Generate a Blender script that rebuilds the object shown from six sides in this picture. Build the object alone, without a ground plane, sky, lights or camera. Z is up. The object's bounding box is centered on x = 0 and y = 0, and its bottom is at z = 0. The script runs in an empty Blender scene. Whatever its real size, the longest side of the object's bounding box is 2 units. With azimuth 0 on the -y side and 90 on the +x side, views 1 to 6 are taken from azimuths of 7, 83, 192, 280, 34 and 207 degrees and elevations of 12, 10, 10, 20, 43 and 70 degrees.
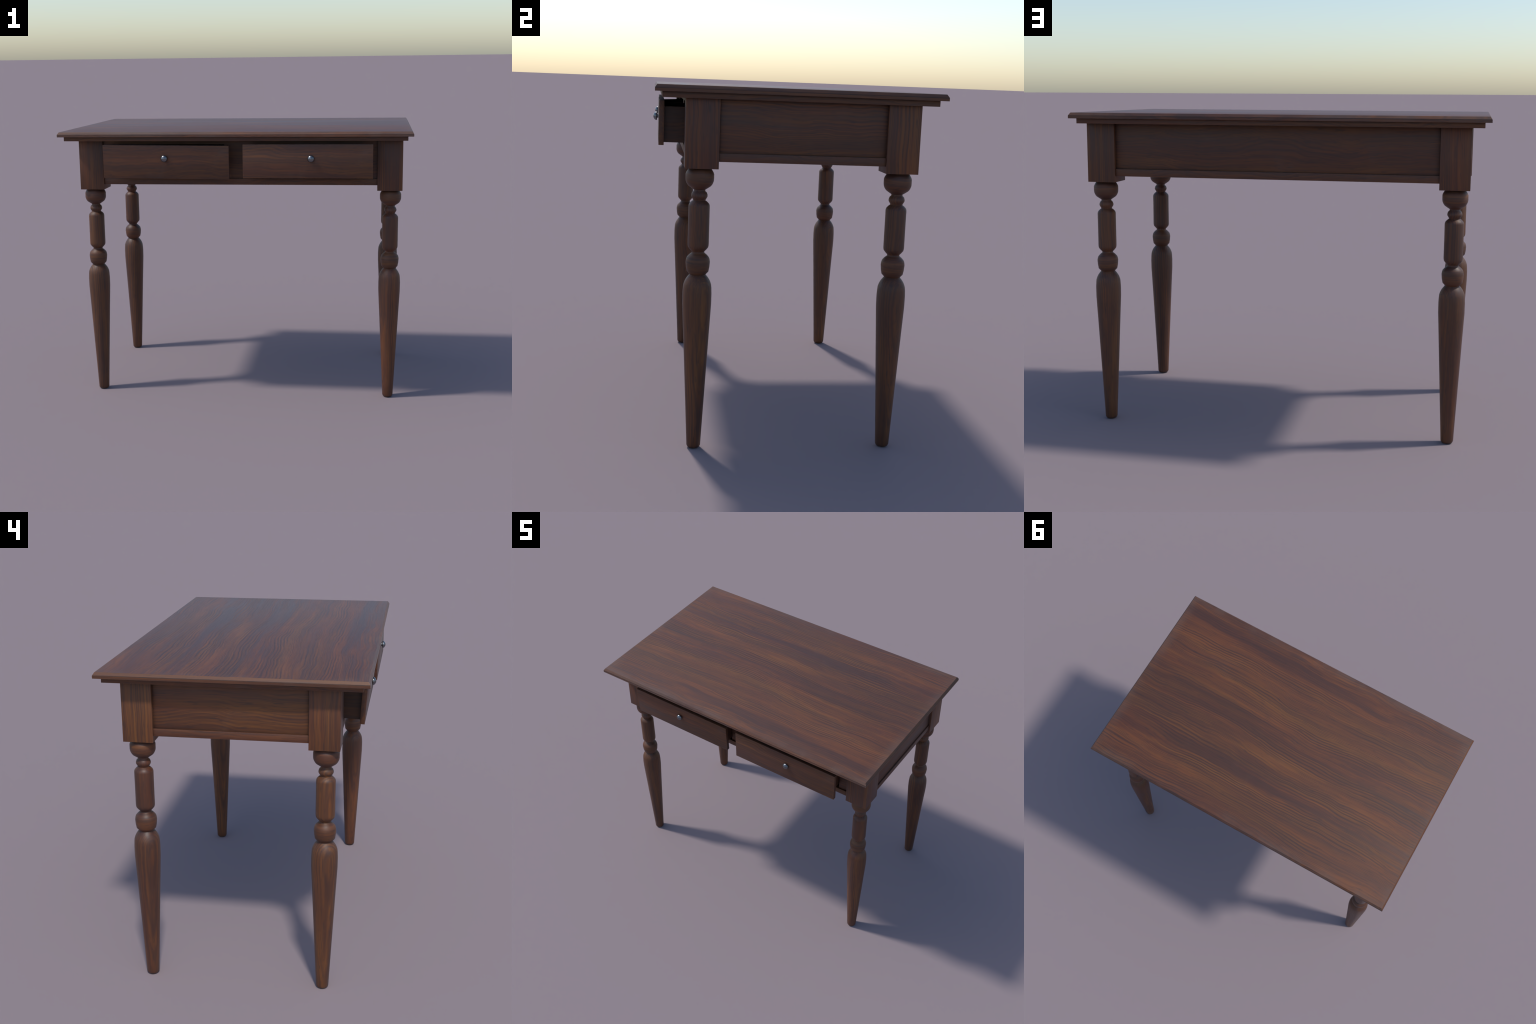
# A dark stained wooden table with two slightly open drawers and four turned legs.
import bpy, bmesh, math
from mathutils import Vector, Matrix

# ------------------------------------------------------------------ sizes (m)
TOP_Z, LIP_Z, TOP_BOT, MOULD_BOT = 1.5772, 1.5632, 1.5494, 1.5248
X_L, X_R = -0.9140, 0.9462          # outer faces of the corner posts
Y_F, Y_B = -0.4777, 0.5130
POST, POST_BOT = 0.1410, 1.2358
RAIL_BOT, RAIL_TOP = 1.2660, 1.3020
RAIL_IN, PANEL_IN = 0.0090, 0.0175   # recess from the post faces


# ------------------------------------------------------------------ node helpers
class Tree:
    def __init__(self, mat):
        self.t = mat.node_tree
        self.n = self.t.nodes
        self.l = self.t.links

    def new(self, kind, **props):
        nd = self.n.new(kind)
        for k, v in props.items():
            setattr(nd, k, v)
        return nd

    def put(self, sock, val):
        if isinstance(val, bpy.types.NodeSocket):
            self.l.new(val, sock)
        else:
            sock.default_value = val

    def math(self, op, a, b=0.0, c=0.0, clamp=False):
        nd = self.new('ShaderNodeMath', operation=op, use_clamp=clamp)
        for i, v in enumerate((a, b, c)):
            self.put(nd.inputs[i], v)
        return nd.outputs[0]

    def remap(self, v, a, b, c=0.0, d=1.0):
        nd = self.new('ShaderNodeMapRange', interpolation_type='SMOOTHSTEP')
        self.put(nd.inputs['Value'], v)
        for nm, x in (('From Min', a), ('From Max', b), ('To Min', c), ('To Max', d)):
            self.put(nd.inputs[nm], x)
        return nd.outputs[0]

    def combine(self, x, y, z):
        nd = self.new('ShaderNodeCombineXYZ')
        for i, v in enumerate((x, y, z)):
            self.put(nd.inputs[i], v)
        return nd.outputs[0]

    def noise(self, vec, scale=1.0, detail=2.0, rough=0.5, distort=0.0):
        nd = self.new('ShaderNodeTexNoise')
        self.put(nd.inputs['Vector'], vec)
        nd.inputs['Scale'].default_value = scale
        nd.inputs['Detail'].default_value = detail
        nd.inputs['Roughness'].default_value = rough
        nd.inputs['Distortion'].default_value = distort
        return nd.outputs['Fac']

    def mix(self, fac, a, b, blend='MIX'):
        nd = self.new('ShaderNodeMix', data_type='RGBA', blend_type=blend)
        self.put(nd.inputs['Factor'], fac)
        for s, v in ((nd.inputs[6], a), (nd.inputs[7], b)):
            self.put(s, v if isinstance(v, bpy.types.NodeSocket) else (*v, 1.0))
        return nd.outputs[2]


def wood(name, grain='x', seed=0.0, tone=1.0, warp=0.012, pitch=0.0110, rough=0.55,
         line=0.58, edge=None, patches=None, corner_shade=0.45, contrast=1.0, warm=0.47, wear=0.60, sheen=0.04):
    """Dark stained wood: fine wavy growth lines along one axis over broad soft bands of
    purple brown, red brown and ochre brown; knots, scuffs, painted corner shade and rubbed edges."""
    mat = bpy.data.materials.new(name)
    mat.use_nodes = True
    T = Tree(mat)
    bsdf = T.n['Principled BSDF']
    tc = T.new('ShaderNodeTexCoord')
    sep = T.new('ShaderNodeSeparateXYZ')
    T.put(sep.inputs[0], tc.outputs['Object'])
    if grain == 'ring':                       # growth lines running round a turned bead
        g, a, b = T.math('MULTIPLY', sep.outputs[0], 0.8), sep.outputs[2], T.math('MULTIPLY', sep.outputs[1], 0.12)
    else:
        ax = dict(x=(0, 1, 2), y=(1, 0, 2), z=(2, 0, 1))[grain]
        g, a, b = (sep.outputs[i] for i in ax)
    info = T.new('ShaderNodeObjectInfo')
    g = T.math('ADD', g, T.math('MULTIPLY_ADD', info.outputs['Random'], 7.0, seed))

    def field(fg, fa, fb=None, shift=0.0, src=(a, b)):
        fb = fa if fb is None else fb
        return T.combine(T.math('MULTIPLY', g, fg), T.math('MULTIPLY', src[0], fa), T.math('MULTIPLY_ADD', src[1], fb, shift))

    # undulation of the growth lines: a slow swing and a smaller ripple
    w1 = T.math('SUBTRACT', T.noise(field(1.5, 2.6), 1.0, 1.0, 0.4), 0.5)
    w2 = T.math('SUBTRACT', T.noise(field(5.2, 6.5, shift=4.0), 1.0, 1.0, 0.45), 0.5)
    w3 = T.math('SUBTRACT', T.noise(field(9.0, 16.0, shift=9.0), 1.0, 1.0, 0.45), 0.5)
    w = T.math('MULTIPLY_ADD', w1, warp * 6.0, T.math('MULTIPLY_ADD', w2, warp * 2.0, T.math('MULTIPLY', w3, warp * 0.35)))
    aw, bw = T.math('ADD', a, w), T.math('MULTIPLY_ADD', w, 0.7, b)
    src = (aw, bw)
    across = T.math('MULTIPLY_ADD', bw, 0.6, aw)
    # growth lines of uneven spacing and strength
    v = T.combine(T.math('MULTIPLY', g, 0.35), T.math('MULTIPLY', across, 11.0), seed)
    ph = T.math('MULTIPLY_ADD', across, 2 * math.pi / pitch, T.math('MULTIPLY', T.noise(v, 1.0, 2.0, 0.6), 16.0))
    wave = T.math('MULTIPLY_ADD', T.math('SINE', ph), 0.5, 0.5)
    wave = T.math('POWER', wave, 1.5)
    mask = T.remap(T.noise(field(1.3, 12.0, src=src), 1.0, 2.0, 0.6), 0.34, 0.64, 0.10, 1.0)
    wave = T.math('MULTIPLY', wave, mask)
    ph2 = T.math('MULTIPLY_ADD', across, 2 * math.pi / (pitch * 0.43), T.math('MULTIPLY', T.noise(v, 2.3, 2.0, 0.6), 14.0))
    fine = T.math('MULTIPLY_ADD', T.math('SINE', ph2), 0.5, 0.5)
    fmask = T.remap(T.noise(field(1.9, 16.0, shift=5.0, src=src), 1.0, 2.0, 0.6), 0.38, 0.62, 0.0, 0.75)
    wave = T.math('MAXIMUM', wave, T.math('MULTIPLY', fine, fmask))
    streak = T.remap(T.noise(field(0.9, 48.0, shift=2.0, src=src), 1.0, 4.0, 0.62), 0.33, 0.67)
    fibre = T.noise(field(7.0, 330.0, src=src), 1.0, 2.0, 0.6)
    # broad bands of stain
    cloud = T.noise(field(0.62, 9.0, shift=7.0, src=src), 1.0, 3.0, 0.58)
    hue = T.noise(field(0.9, 10.0, shift=31.7, src=src), 1.0, 2.0, 0.5)
    shade = T.math('MULTIPLY_ADD', T.math('SUBTRACT', streak, 0.5), 0.36 * contrast,
                   T.math('MULTIPLY_ADD', T.math('SUBTRACT', cloud, 0.5), 1.0 * contrast, 0.5))
    haze_more = None
    if patches:
        # darker stained (negative) and warmer (positive) areas: centre, half length, half width, strength
        for (cx, cy, hx, hy, k) in patches:
            px = T.math('DIVIDE', T.math('SUBTRACT', sep.outputs[0], cx), hx)
            py = T.math('DIVIDE', T.math('SUBTRACT', T.math('MULTIPLY_ADD', w, 1.0, sep.outputs[1]), cy), hy)
            d = T.math('MULTIPLY_ADD', px, px, T.math('MULTIPLY', py, py))
            d = T.math('MULTIPLY_ADD', T.math('SUBTRACT', cloud, 0.5), 1.6, T.math('MULTIPLY_ADD', T.math('SUBTRACT', streak, 0.5), 0.9, d))
            shade = T.math('MULTIPLY_ADD', T.remap(d, 0.0, 1.1, 1.0, 0.0), k, shade)
    ramp = T.new('ShaderNodeValToRGB')
    T.put(ramp.inputs[0], shade)
    cr = ramp.color_ramp
    stops = [(0.10, (0.063, 0.0240, 0.0140)), (0.34, (0.087, 0.0295, 0.0125)),
             (0.60, (0.124, 0.0420, 0.0130)), (0.88, (0.168, 0.0600, 0.0150))]
    cr.elements[0].position, cr.elements[1].position = stops[0][0], stops[-1][0]
    for s in stops[1:-1]:
        cr.elements.new(s[0])
    for e, s in zip(cr.elements, stops):
        e.color = (*[c * tone for c in s[1]], 1.0)
    col = ramp.outputs[0]
    red = T.mix(1.0, col, (1.03, 0.93, 0.96), 'MULTIPLY')
    ochre = T.mix(1.0, col, (0.99, 1.03, 0.93), 'MULTIPLY')
    col = T.mix(T.remap(hue, warm - 0.16, warm + 0.14), red, ochre)
    dark = T.math('MULTIPLY', wave, line)
    dark = T.math('MULTIPLY_ADD', T.remap(fibre, 0.55, 0.75), 0.14, dark)
    col = T.mix(dark, col, tuple(c * tone for c in (0.043, 0.0180, 0.0135)))
    pore = T.remap(T.noise(field(13.0, 230.0, shift=3.0, src=src), 1.0, 1.0, 0.5), 0.60, 0.72)
    col = T.mix(T.math('MULTIPLY', pore, 0.55), col, tuple(c * tone for c in (0.034, 0.0180, 0.0150)))
    # small black knots and pale scuffs
    vor = T.new('ShaderNodeTexVoronoi')
    T.put(vor.inputs['Vector'], T.combine(T.math('MULTIPLY', g, 9.0), T.math('MULTIPLY', a, 12.0), T.math('MULTIPLY', b, 12.0)))
    spot = T.remap(vor.outputs['Distance'], 0.030, 0.052, 1.0, 0.0)
    vs = T.new('ShaderNodeSeparateColor')
    T.put(vs.inputs[0], vor.outputs['Color'])
    pick = T.remap(vs.outputs[0], 0.84, 0.86)
    col = T.mix(T.math('MULTIPLY', T.math('MULTIPLY', spot, pick), 0.8), col, (0.012, 0.009, 0.008))
    pick = T.remap(vs.outputs[1], 0.90, 0.92)
    col = T.mix(T.math('MULTIPLY', T.math('MULTIPLY', spot, pick), 0.25), col, (0.26, 0.22, 0.21))
    haze = T.remap(T.noise(tc.outputs['Object'], 5.0, 5.0, 0.65), 0.54, 0.85)
    if edge:
        # rubbed, dusty margin along the edges of the board
        hx0, hx1, hy0, hy1, wid = edge
        dx = T.math('MINIMUM', T.math('SUBTRACT', sep.outputs[0], hx0), T.math('SUBTRACT', hx1, sep.outputs[0]))
        dy = T.math('MINIMUM', T.math('SUBTRACT', sep.outputs[1], hy0), T.math('SUBTRACT', hy1, sep.outputs[1]))
        m = T.remap(T.math('MINIMUM', dx, dy), 0.0, wid, 1.0, 0.0)
        n = T.remap(T.noise(tc.outputs['Object'], 3.5, 4.0, 0.6), 0.40, 0.62)
        haze = T.math('MULTIPLY_ADD', m, T.math('MULTIPLY_ADD', n, 1.0, 0.10), T.math('MULTIPLY', haze, 0.4), clamp=True)
    col = T.mix(T.math('MULTIPLY', haze, 0.34), col, tuple(c * tone for c in (0.118, 0.078, 0.062)))
    # occlusion shade of inside corners multiplied into the colour, arrises rubbed paler
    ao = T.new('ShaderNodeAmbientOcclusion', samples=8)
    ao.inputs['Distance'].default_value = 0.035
    k = T.remap(ao.outputs['AO'], 0.25, 0.85, 1.0 - corner_shade, 1.0)
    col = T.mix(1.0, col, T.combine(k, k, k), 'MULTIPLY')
    if wear:
        bev = T.new('ShaderNodeBevel', samples=6)
        bev.inputs['Radius'].default_value = 0.0028
        geo = T.new('ShaderNodeNewGeometry')
        dot = T.new('ShaderNodeVectorMath', operation='DOT_PRODUCT')
        T.put(dot.inputs[0], bev.outputs[0])
        T.put(dot.inputs[1], geo.outputs['Normal'])
        m = T.remap(dot.outputs['Value'], 0.80, 0.985, 1.0, 0.0)
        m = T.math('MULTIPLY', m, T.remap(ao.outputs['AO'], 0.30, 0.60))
        m = T.math('MULTIPLY', m, T.remap(T.noise(tc.outputs['Object'], 14.0, 3.0, 0.6), 0.35, 0.6, 0.3, 1.0))
        col = T.mix(T.math('MULTIPLY', m, wear), col, (0.24, 0.140, 0.092))
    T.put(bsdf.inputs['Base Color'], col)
    r = T.math('MULTIPLY_ADD', fibre, 0.16, rough - 0.08)
    r = T.math('MULTIPLY_ADD', haze, 0.06, r)
    r = T.math('ADD', r, T.remap(shade, 0.15, 0.65, -0.06, 0.02))      # dark stain is glossier
    T.put(bsdf.inputs['Roughness'], r)
    bsdf.inputs['Specular IOR Level'].default_value = 0.50
    bsdf.inputs['Sheen Weight'].default_value = sheen          # bluish reflected light at grazing angles, put in as tinted sheen
    bsdf.inputs['Sheen Roughness'].default_value = 0.45
    bsdf.inputs['Sheen Tint'].default_value = (0.80, 0.84, 1.0, 1.0)
    bump = T.new('ShaderNodeBump')
    bump.inputs['Strength'].default_value = 0.12
    bump.inputs['Distance'].default_value = 0.002
    T.put(bump.inputs['Height'], T.math('MULTIPLY_ADD', wave, -0.4, T.math('MULTIPLY', fibre, -0.6)))
    T.put(bsdf.inputs['Normal'], bump.outputs[0])
    return mat


def plain(name, col, rough, metallic=0.0, mottled=0.0):
    mat = bpy.data.materials.new(name)
    mat.use_nodes = True
    T = Tree(mat)
    bsdf = T.n['Principled BSDF']
    tc = T.new('ShaderNodeTexCoord')
    n = T.noise(tc.outputs['Object'], 60.0, 4.0, 0.6)
    c = T.mix(T.remap(n, 0.35, 0.7), col, tuple(x * (1 - mottled) for x in col))
    T.put(bsdf.inputs['Base Color'], c)
    T.put(bsdf.inputs['Roughness'], T.math('MULTIPLY_ADD', n, 0.14, rough - 0.07))
    bsdf.inputs['Metallic'].default_value = metallic
    return mat


# ------------------------------------------------------------------ geometry helpers
def finish(name, bm, mats, parent=None, loc=(0, 0, 0), angle=40):
    me = bpy.data.meshes.new(name)
    bmesh.ops.recalc_face_normals(bm, faces=bm.faces)
    bm.to_mesh(me)
    bm.free()
    for m in mats:
        me.materials.append(m)
    for p in me.polygons:
        p.use_smooth = True
    me.set_sharp_from_angle(angle=math.radians(angle))
    return place(name, me, parent, loc)


def place(name, me, parent=None, loc=(0, 0, 0)):
    ob = bpy.data.objects.new(name, me)
    bpy.context.collection.objects.link(ob)
    ob.parent = parent
    ob.location = loc
    return ob


def add_box(bm, lo, hi, slot=0, bevel=0.0012):
    lo, hi = Vector(lo), Vector(hi)
    r = bmesh.ops.create_cube(bm, size=1.0)
    vs = r['verts']
    for v in vs:
        v.co = Vector(((lo[i] + hi[i]) / 2 + v.co[i] * (hi[i] - lo[i]) for i in range(3)))
    faces = {f for v in vs for f in v.link_faces}
    if bevel:
        es = list({e for v in vs for e in v.link_edges})
        out = bmesh.ops.bevel(bm, geom=es, offset=bevel, segments=2, profile=0.5, affect='EDGES')
        faces = set(out['faces']) | {f for f in faces if f.is_valid}
        faces |= {f for v in out['verts'] for f in v.link_faces}
    for f in faces:
        f.material_index = slot


def ends(bm):
    """Give the short ends of a board the crosswise wood."""
    bm.normal_update()
    for f in bm.faces:
        n = f.normal
        f.material_index = int(abs(n.x) > 0.45 and abs(n.x) > abs(n.y) * 1.01)


def box(name, lo, hi, mat, parent, bevel=0.0012):
    lo, hi = Vector(lo), Vector(hi)
    c = (lo + hi) / 2
    bm = bmesh.new()
    add_box(bm, lo - c, hi - c, 0, bevel)
    return finish(name, bm, [mat], parent, c)


def lathe(bm, prof, n, axis='z', slot=None, phase=0.0):
    """Revolve (height, radius) points; slot(height) picks the material."""
    rings = []
    for h, r in prof:
        ring = []
        for i in range(n):
            t = 2 * math.pi * (i + phase) / n
            c, s = r * math.cos(t), r * math.sin(t)
            ring.append(bm.verts.new((c, s, h) if axis == 'z' else (c, -h, s)))
        rings.append(ring)
    for k in range(len(prof) - 1):
        for i in range(n):
            j = (i + 1) % n
            f = bm.faces.new((rings[k][i], rings[k][j], rings[k + 1][j], rings[k + 1][i]))
            if slot:
                f.material_index = slot((prof[k][0] + prof[k + 1][0]) / 2)
    bm.faces.new(rings[0])
    bm.faces.new(rings[-1])


# ------------------------------------------------------------------ materials
TOP_PATCHES = [  # x, y, half length, half width, strength (dark < 0 < warm)
    (0.55, -0.54, 0.75, 0.075, -0.20), (-0.50, -0.53, 0.75, 0.085, -0.22), (0.10, -0.47, 0.60, 0.06, -0.14),
    (0.50, 0.00, 0.70, 0.065, -0.20), (0.55, 0.31, 0.80, 0.085, -0.16), (0.00, 0.29, 0.60, 0.070, -0.20),
    (-0.62, -0.03, 0.45, 0.055, -0.20), (-0.65, 0.30, 0.60, 0.070, -0.15),
    (0.75, -0.30, 0.60, 0.130, 0.12), (0.20, -0.32, 0.70, 0.090, 0.10), (0.17, -0.13, 0.60, 0.060, 0.10),
    (-0.35, 0.05, 0.45, 0.055, 0.10), (0.50, 0.44, 0.50, 0.050, 0.10), (-0.60, -0.18, 0.65, 0.065, 0.12),
    (-0.50, 0.16, 0.45, 0.060, 0.08)]
M_TOP = wood('tabletop wood', 'x', 3.7, 1.08, rough=0.60, sheen=0.11, patches=TOP_PATCHES, contrast=0.82, line=0.95, pitch=0.0165, warm=0.56,
             edge=(-1.0, 1.0, -0.605, 0.611, 0.08))
M_TOP_END = wood('tabletop end wood', 'y', 4.9, 1.0, pitch=0.008, warp=0.004)
M_LINE = wood('dark line wood', 'x', 3.9, 0.45, wear=0)
M_LINE_END = wood('dark line end wood', 'y', 5.9, 0.45, wear=0)
M_EDGE_X = wood('moulding wood', 'x', 11.3, 0.95, pitch=0.010)
M_EDGE_Y = wood('moulding end wood', 'y', 12.9, 0.95, pitch=0.010)
M_RAIL_X = wood('rail wood lengthwise', 'x', 5.1, 0.92)
M_RAIL_Y = wood('rail wood crosswise', 'y', 8.9, 0.92)
M_PANEL_X = wood('panel wood lengthwise', 'x', 21.4, 0.86, pitch=0.011, line=0.6)
M_PANEL_Y = wood('panel wood crosswise', 'y', 17.2, 0.96, warp=0.009, pitch=0.0100, line=0.75)
M_POST = wood('post wood', 'z', 2.2, 1.02, warp=0.005, pitch=0.0105, line=0.78, contrast=1.35)
M_LEG = wood('turned leg wood', 'z', 6.6, 0.97, warp=0.005, pitch=0.013, line=0.75, contrast=1.25)
M_BEAD = wood('turned bead wood', 'ring', 9.6, 0.88, warp=0.006, pitch=0.015, line=0.65, contrast=1.1)
M_DRAWER = wood('drawer front wood', 'x', 14.6, 0.9)
M_BOX = wood('drawer side wood', 'y', 1.3, 0.55, wear=0, sheen=0.0)
M_INSIDE = plain('shade-painted inside', (0.006, 0.0048, 0.0042), 0.9)  # near black: shade of the interior put into the colour
M_KNOB = plain('dull steel', (0.20, 0.21, 0.225), 0.30, 1.0, 0.15)

# ------------------------------------------------------------------ the table
table = bpy.data.objects.new('writing_table', None)
bpy.context.collection.objects.link(table)
table['label'] = 'dark stained wooden table, turned legs, two half-open drawers'
table['category'] = 'wooden table'

# tabletop: a board with a straight lip and a chamfered upper edge
bm = bmesh.new()
stack = [(TOP_BOT, 0.0), (LIP_Z - 0.0016, 0.0), (LIP_Z, 0.0006), (LIP_Z + 0.0012, 0.0007), (TOP_Z, 0.0092)]   # height, inset
rings = []
for z, ins in stack:
    hx, y0, y1 = 1.0 - ins, -0.6050 + ins, 0.6110 - ins
    rings.append([bm.verts.new((x, y, z)) for x, y in ((-hx, y0), (hx, y0), (hx, y1), (-hx, y1))])
for k in range(4):
    for i in range(4):
        j = (i + 1) % 4
        f = bm.faces.new((rings[k][i], rings[k][j], rings[k + 1][j], rings[k + 1][i]))
bm.faces.new(rings[0])
bm.faces.new(rings[4])
edges = [e for e in bm.edges if all(v in rings[0] for v in e.verts) or all(v in rings[4] for v in e.verts)]
bmesh.ops.bevel(bm, geom=edges, offset=0.0011, segments=2, profile=0.5, affect='EDGES')
ends(bm)
for f in bm.faces:                      # narrow strip of darker wood tone under the chamfer
    z = f.calc_center_median().z
    if LIP_Z - 0.0016 < z < LIP_Z + 0.0012:
        f.material_index += 2
finish('tabletop', bm, [M_TOP, M_TOP_END, M_LINE, M_LINE_END], table, angle=20)

# moulding board under the top
bm = bmesh.new()
add_box(bm, (-0.9700, -0.5752, MOULD_BOT), (0.9700, 0.5813, TOP_BOT + 0.001), 0, 0.001)
ends(bm)
finish('moulding', bm, [M_EDGE_X, M_EDGE_Y], table)

# turned legs, each under a square corner post
LEG_PROFILE = [
    (0.0000, 0.0235), (0.0025, 0.0268), (0.0100, 0.0305), (0.0820, 0.0339), (0.2590, 0.0427), (0.5195, 0.0556),
    (0.6000, 0.0598), (0.6475, 0.0622), (0.6945, 0.0625), (0.7200, 0.0612), (0.7350, 0.0596), (0.7480, 0.0553),
    (0.7586, 0.0500), (0.7680, 0.0435), (0.7740, 0.0385), (0.7785, 0.0348), (0.7835, 0.0385), (0.7920, 0.0466),
    (0.8110, 0.0502), (0.8335, 0.0520), (0.8450, 0.0503), (0.8535, 0.0475), (0.8630, 0.0393), (0.8700, 0.0310),
    (0.8730, 0.0272), (0.8790, 0.0270), (0.8870, 0.0350), (0.8968, 0.0427), (0.9040, 0.0446), (0.9133, 0.0452),
    (1.0020, 0.0450), (1.0725, 0.0452), (1.0780, 0.0445), (1.0840, 0.0420), (1.0920, 0.0345), (1.0978, 0.0266),
    (1.1020, 0.0275), (1.1080, 0.0312), (1.1133, 0.0342), (1.1180, 0.0348), (1.1225, 0.0344), (1.1312, 0.0314),
    (1.1375, 0.0247), (1.1434, 0.0244), (1.1490, 0.0335), (1.1589, 0.0477), (1.1650, 0.0527), (1.1718, 0.0563),
    (1.1800, 0.0592), (1.1885, 0.0602), (1.2090, 0.0602), (1.2170, 0.0575), (1.2283, 0.0508), (1.2358, 0.0450),
    (1.2420, 0.0400)]


def leg_slot(h):
    return 1 if (0.7785 < h < 0.8735 or h > 1.1434) else 0


bm = bmesh.new()
lathe(bm, LEG_PROFILE, 32, 'z', leg_slot)
leg = finish('leg', bm, [M_LEG, M_BEAD], table, (-0.8465, -0.4110, 0), 60)
posts = None
for i, (lx, ly, px, py) in enumerate(((-0.8465, -0.4110, X_L, Y_F), (0.8812, -0.4110, X_R - POST, Y_F),
                                      (0.8812, 0.4420, X_R - POST, Y_B - POST), (-0.8465, 0.4420, X_L, Y_B - POST))):
    if i:
        leg = place('leg', bpy.data.objects['leg'].data, table, (lx, ly, 0))
    if posts is None:
        bm = bmesh.new()
        h = POST / 2
        add_box(bm, (-h, -h, POST_BOT), (h, h, MOULD_BOT + 0.0015), 0, 0.0015)
        posts = finish('corner_post', bm, [M_POST], leg, (px + h - lx, py + h - ly, 0))
    else:
        place('corner_post', posts.data, leg, (px + h - lx, py + h - ly, 0))

# aprons: recessed panel above a slightly less recessed rail, on three sides
xi0, xi1, yi0, yi1 = X_L + POST - 0.004, X_R - POST + 0.004, Y_F + POST - 0.004, Y_B - POST + 0.004
PZ0, PZ1 = RAIL_TOP - 0.006, MOULD_BOT + 0.001
PT = 0.022
box('apron_panel', (X_L + PANEL_IN, yi0, PZ0), (X_L + PANEL_IN + PT, yi1, PZ1), M_PANEL_Y, table)
box('apron_panel', (X_R - PANEL_IN - PT, yi0, PZ0), (X_R - PANEL_IN, yi1, PZ1), M_PANEL_Y, table)
box('apron_panel', (xi0, Y_B - PANEL_IN - PT, PZ0), (xi1, Y_B - PANEL_IN, PZ1), M_PANEL_X, table)
box('apron_rail', (X_L + RAIL_IN, yi0, RAIL_BOT), (X_L + RAIL_IN + 0.040, yi1, RAIL_TOP), M_RAIL_Y, table, 0.0026)
box('apron_rail', (X_R - RAIL_IN - 0.040, yi0, RAIL_BOT), (X_R - RAIL_IN, yi1, RAIL_TOP), M_RAIL_Y, table, 0.0026)
box('apron_rail', (xi0, Y_B - RAIL_IN - 0.040, RAIL_BOT), (xi1, Y_B - RAIL_IN, RAIL_TOP), M_RAIL_X, table, 0.0026)
box('apron_rail', (xi0, Y_F + 0.008, RAIL_BOT), (xi1, Y_F + 0.048, RAIL_TOP), M_RAIL_X, table, 0.0026)

# front panel with two drawer openings
OPEN = ((-0.7165, -0.0640), (0.0880, 0.7440))
OZ = 1.4970
y0, y1 = Y_F + PANEL_IN, Y_F + PANEL_IN + 0.020
bm = bmesh.new()
c = Vector(((xi0 + xi1) / 2, (y0 + y1) / 2, (PZ0 + PZ1) / 2))
xs = [xi0, OPEN[0][0], OPEN[0][1], OPEN[1][0], OPEN[1][1], xi1]
zs = [PZ0, OZ, PZ1]
grid = {(i, k): bm.verts.new(Vector((x, y0, z)) - c) for i, x in enumerate(xs) for k, z in enumerate(zs)}
for i in range(5):
    for k in range(2):
        if k == 0 and i in (1, 3):
            continue
        bm.faces.new((grid[i, k], grid[i + 1, k], grid[i + 1, k + 1], grid[i, k + 1]))
ext = bmesh.ops.extrude_face_region(bm, geom=bm.faces[:])
bmesh.ops.translate(bm, vec=(0, y1 - y0, 0), verts=[g for g in ext['geom'] if isinstance(g, bmesh.types.BMVert)])
finish('drawer_frame', bm, [M_PANEL_X], table, c)

# runners behind the frame; unseen board added to stop light showing through
yb = Y_B - PANEL_IN - PT
for x in (-0.745, -0.006, 0.030, 0.772):
    box('drawer_runner', (x - 0.012, y1 + 0.001, RAIL_TOP - 0.004), (x + 0.012, yb - 0.001, RAIL_TOP + 0.030), M_INSIDE, table, 0)
box('partition', (0.0005, y1 + 0.001, RAIL_TOP + 0.031), (0.0235, yb - 0.001, PZ1 - 0.004), M_INSIDE, table, 0)

box('added_bottom_board', (xi0, y1 + 0.002, RAIL_TOP - 0.012), (xi1, yb - 0.001, RAIL_TOP - 0.0045), M_BOX, table, 0)

# drawers: thick front, thinner box behind it, steel knob
DW, DH, DT = 0.7220, 0.1886, 0.0224
SIDE_IN, SIDE_T, BOX_B, BOX_T, DEPTH = 0.0400, 0.0120, -0.0840, 0.0690, 0.560


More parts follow.
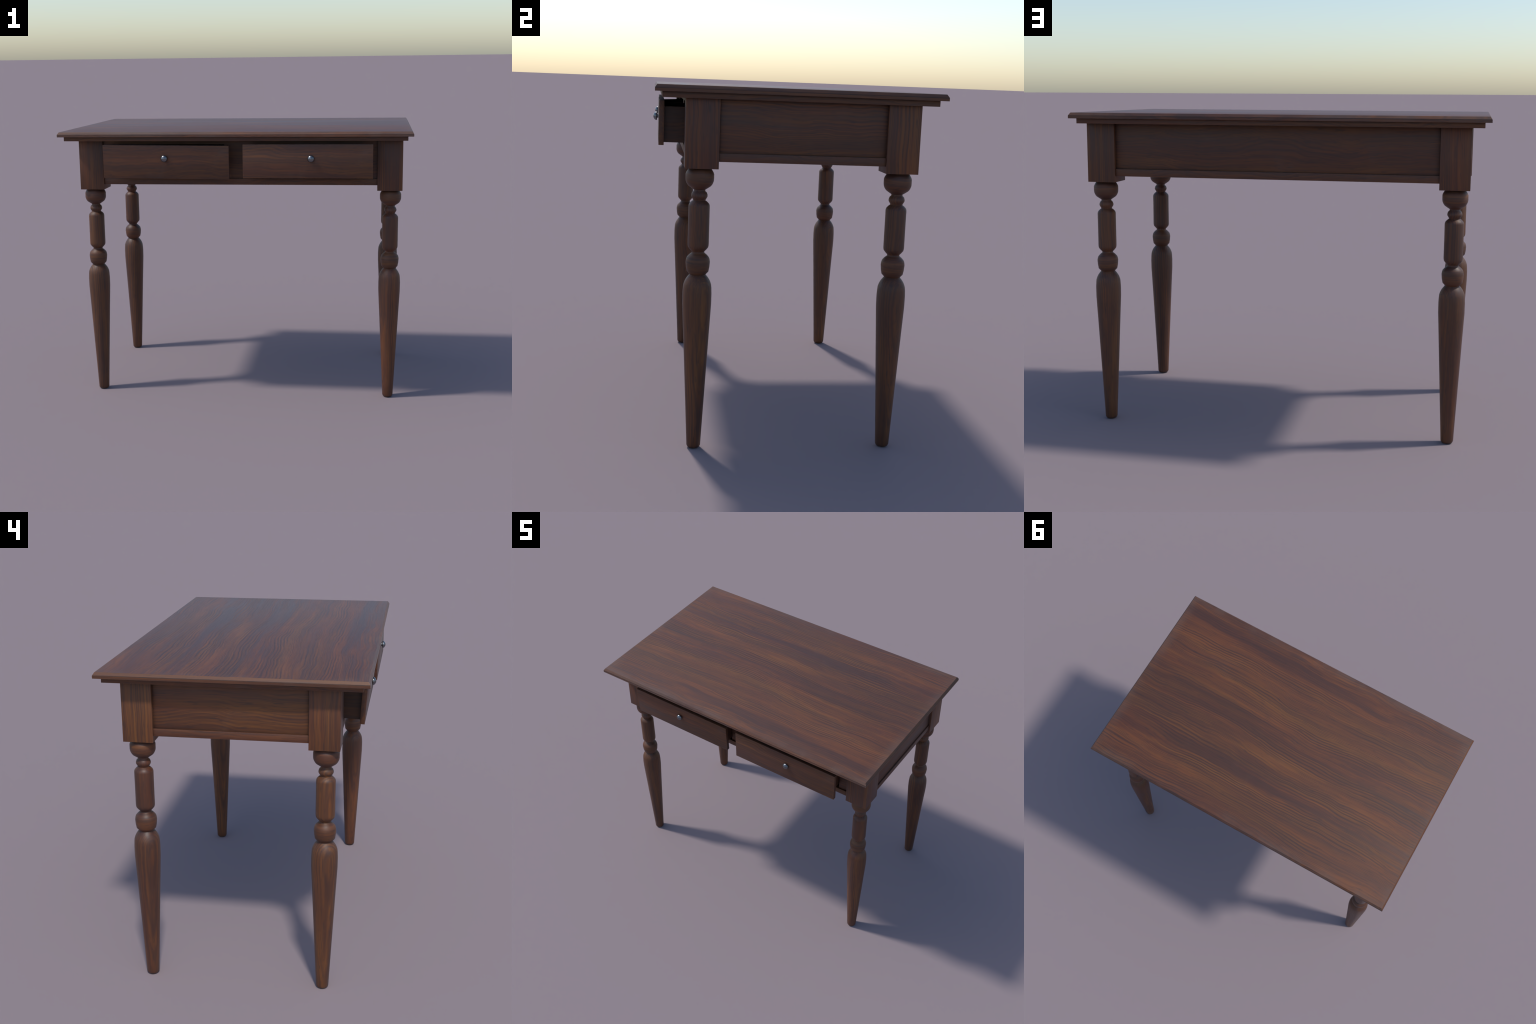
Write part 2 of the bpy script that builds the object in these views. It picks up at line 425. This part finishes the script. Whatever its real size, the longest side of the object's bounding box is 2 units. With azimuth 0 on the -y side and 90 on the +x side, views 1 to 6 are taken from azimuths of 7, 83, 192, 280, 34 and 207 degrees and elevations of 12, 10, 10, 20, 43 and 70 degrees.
def knob_profile():
    return [(-0.002, 0.0090), (0.0060, 0.0090), (0.0066, 0.0150), (0.0072, 0.0180), (0.0085, 0.0194), (0.0105, 0.0197),
            (0.0130, 0.0191), (0.0165, 0.0170), (0.0200, 0.0132), (0.0226, 0.0085), (0.0239, 0.0040), (0.0242, 0.0008)]


front_me = box_me = knob_me = None
for loc, rot, kx, kz in (((-0.3830, -0.5766, 1.4066), (0.0536, 0.0075, 0.0), -0.0060, 0.0215),
                         ((0.4192, -0.5864, 1.4124), (0.0, 0.0, 0.0), 0.0200, 0.0157)):
    if front_me is None:
        bm = bmesh.new()
        add_box(bm, (-DW / 2, 0, -DH / 2), (DW / 2, DT, DH / 2), 0, 0.0011)
        front = finish('drawer', bm, [M_DRAWER], table, loc)
        front_me = front.data
        bm = bmesh.new()
        xo = DW / 2 - SIDE_IN
        xn = xo - SIDE_T
        ya, ye = DT - 0.001, DEPTH
        for s in (-1, 1):
            # outer skin of each side in wood, inner skin near black as painted shade
            add_box(bm, (min(s * xo, s * (xo - 0.007)), ya, BOX_B), (max(s * xo, s * (xo - 0.007)), ye, BOX_T), 0, 0)
            add_box(bm, (min(s * xn, s * (xo - 0.0072)), ya, BOX_B + 0.002), (max(s * xn, s * (xo - 0.0072)), ye, BOX_T - 0.0008), 1, 0)
        add_box(bm, (-xn, ye - 0.012, BOX_B + 0.002), (xn, ye, BOX_T - 0.002), 1, 0)
        add_box(bm, (-xn, ya + 0.002, BOX_B + 0.004), (xn, ye - 0.0122, BOX_B + 0.012), 1, 0)
        add_box(bm, (-xn, DT + 0.0002, BOX_B + 0.0122), (xn, DT + 0.0012, DH / 2 - 0.003), 1, 0)
        box_ob = finish('drawer_box', bm, [M_BOX, M_INSIDE], front)
        box_me = box_ob.data
        bm = bmesh.new()
        lathe(bm, knob_profile(), 40, 'y')
        knob = finish('knob', bm, [M_KNOB], front, (kx, 0, kz), 50)
        knob_me = knob.data
    else:
        front = place('drawer', front_me, table, loc)
        place('drawer_box', box_me, front)
        place('knob', knob_me, front, (kx, 0, kz))
    front.rotation_euler = rot
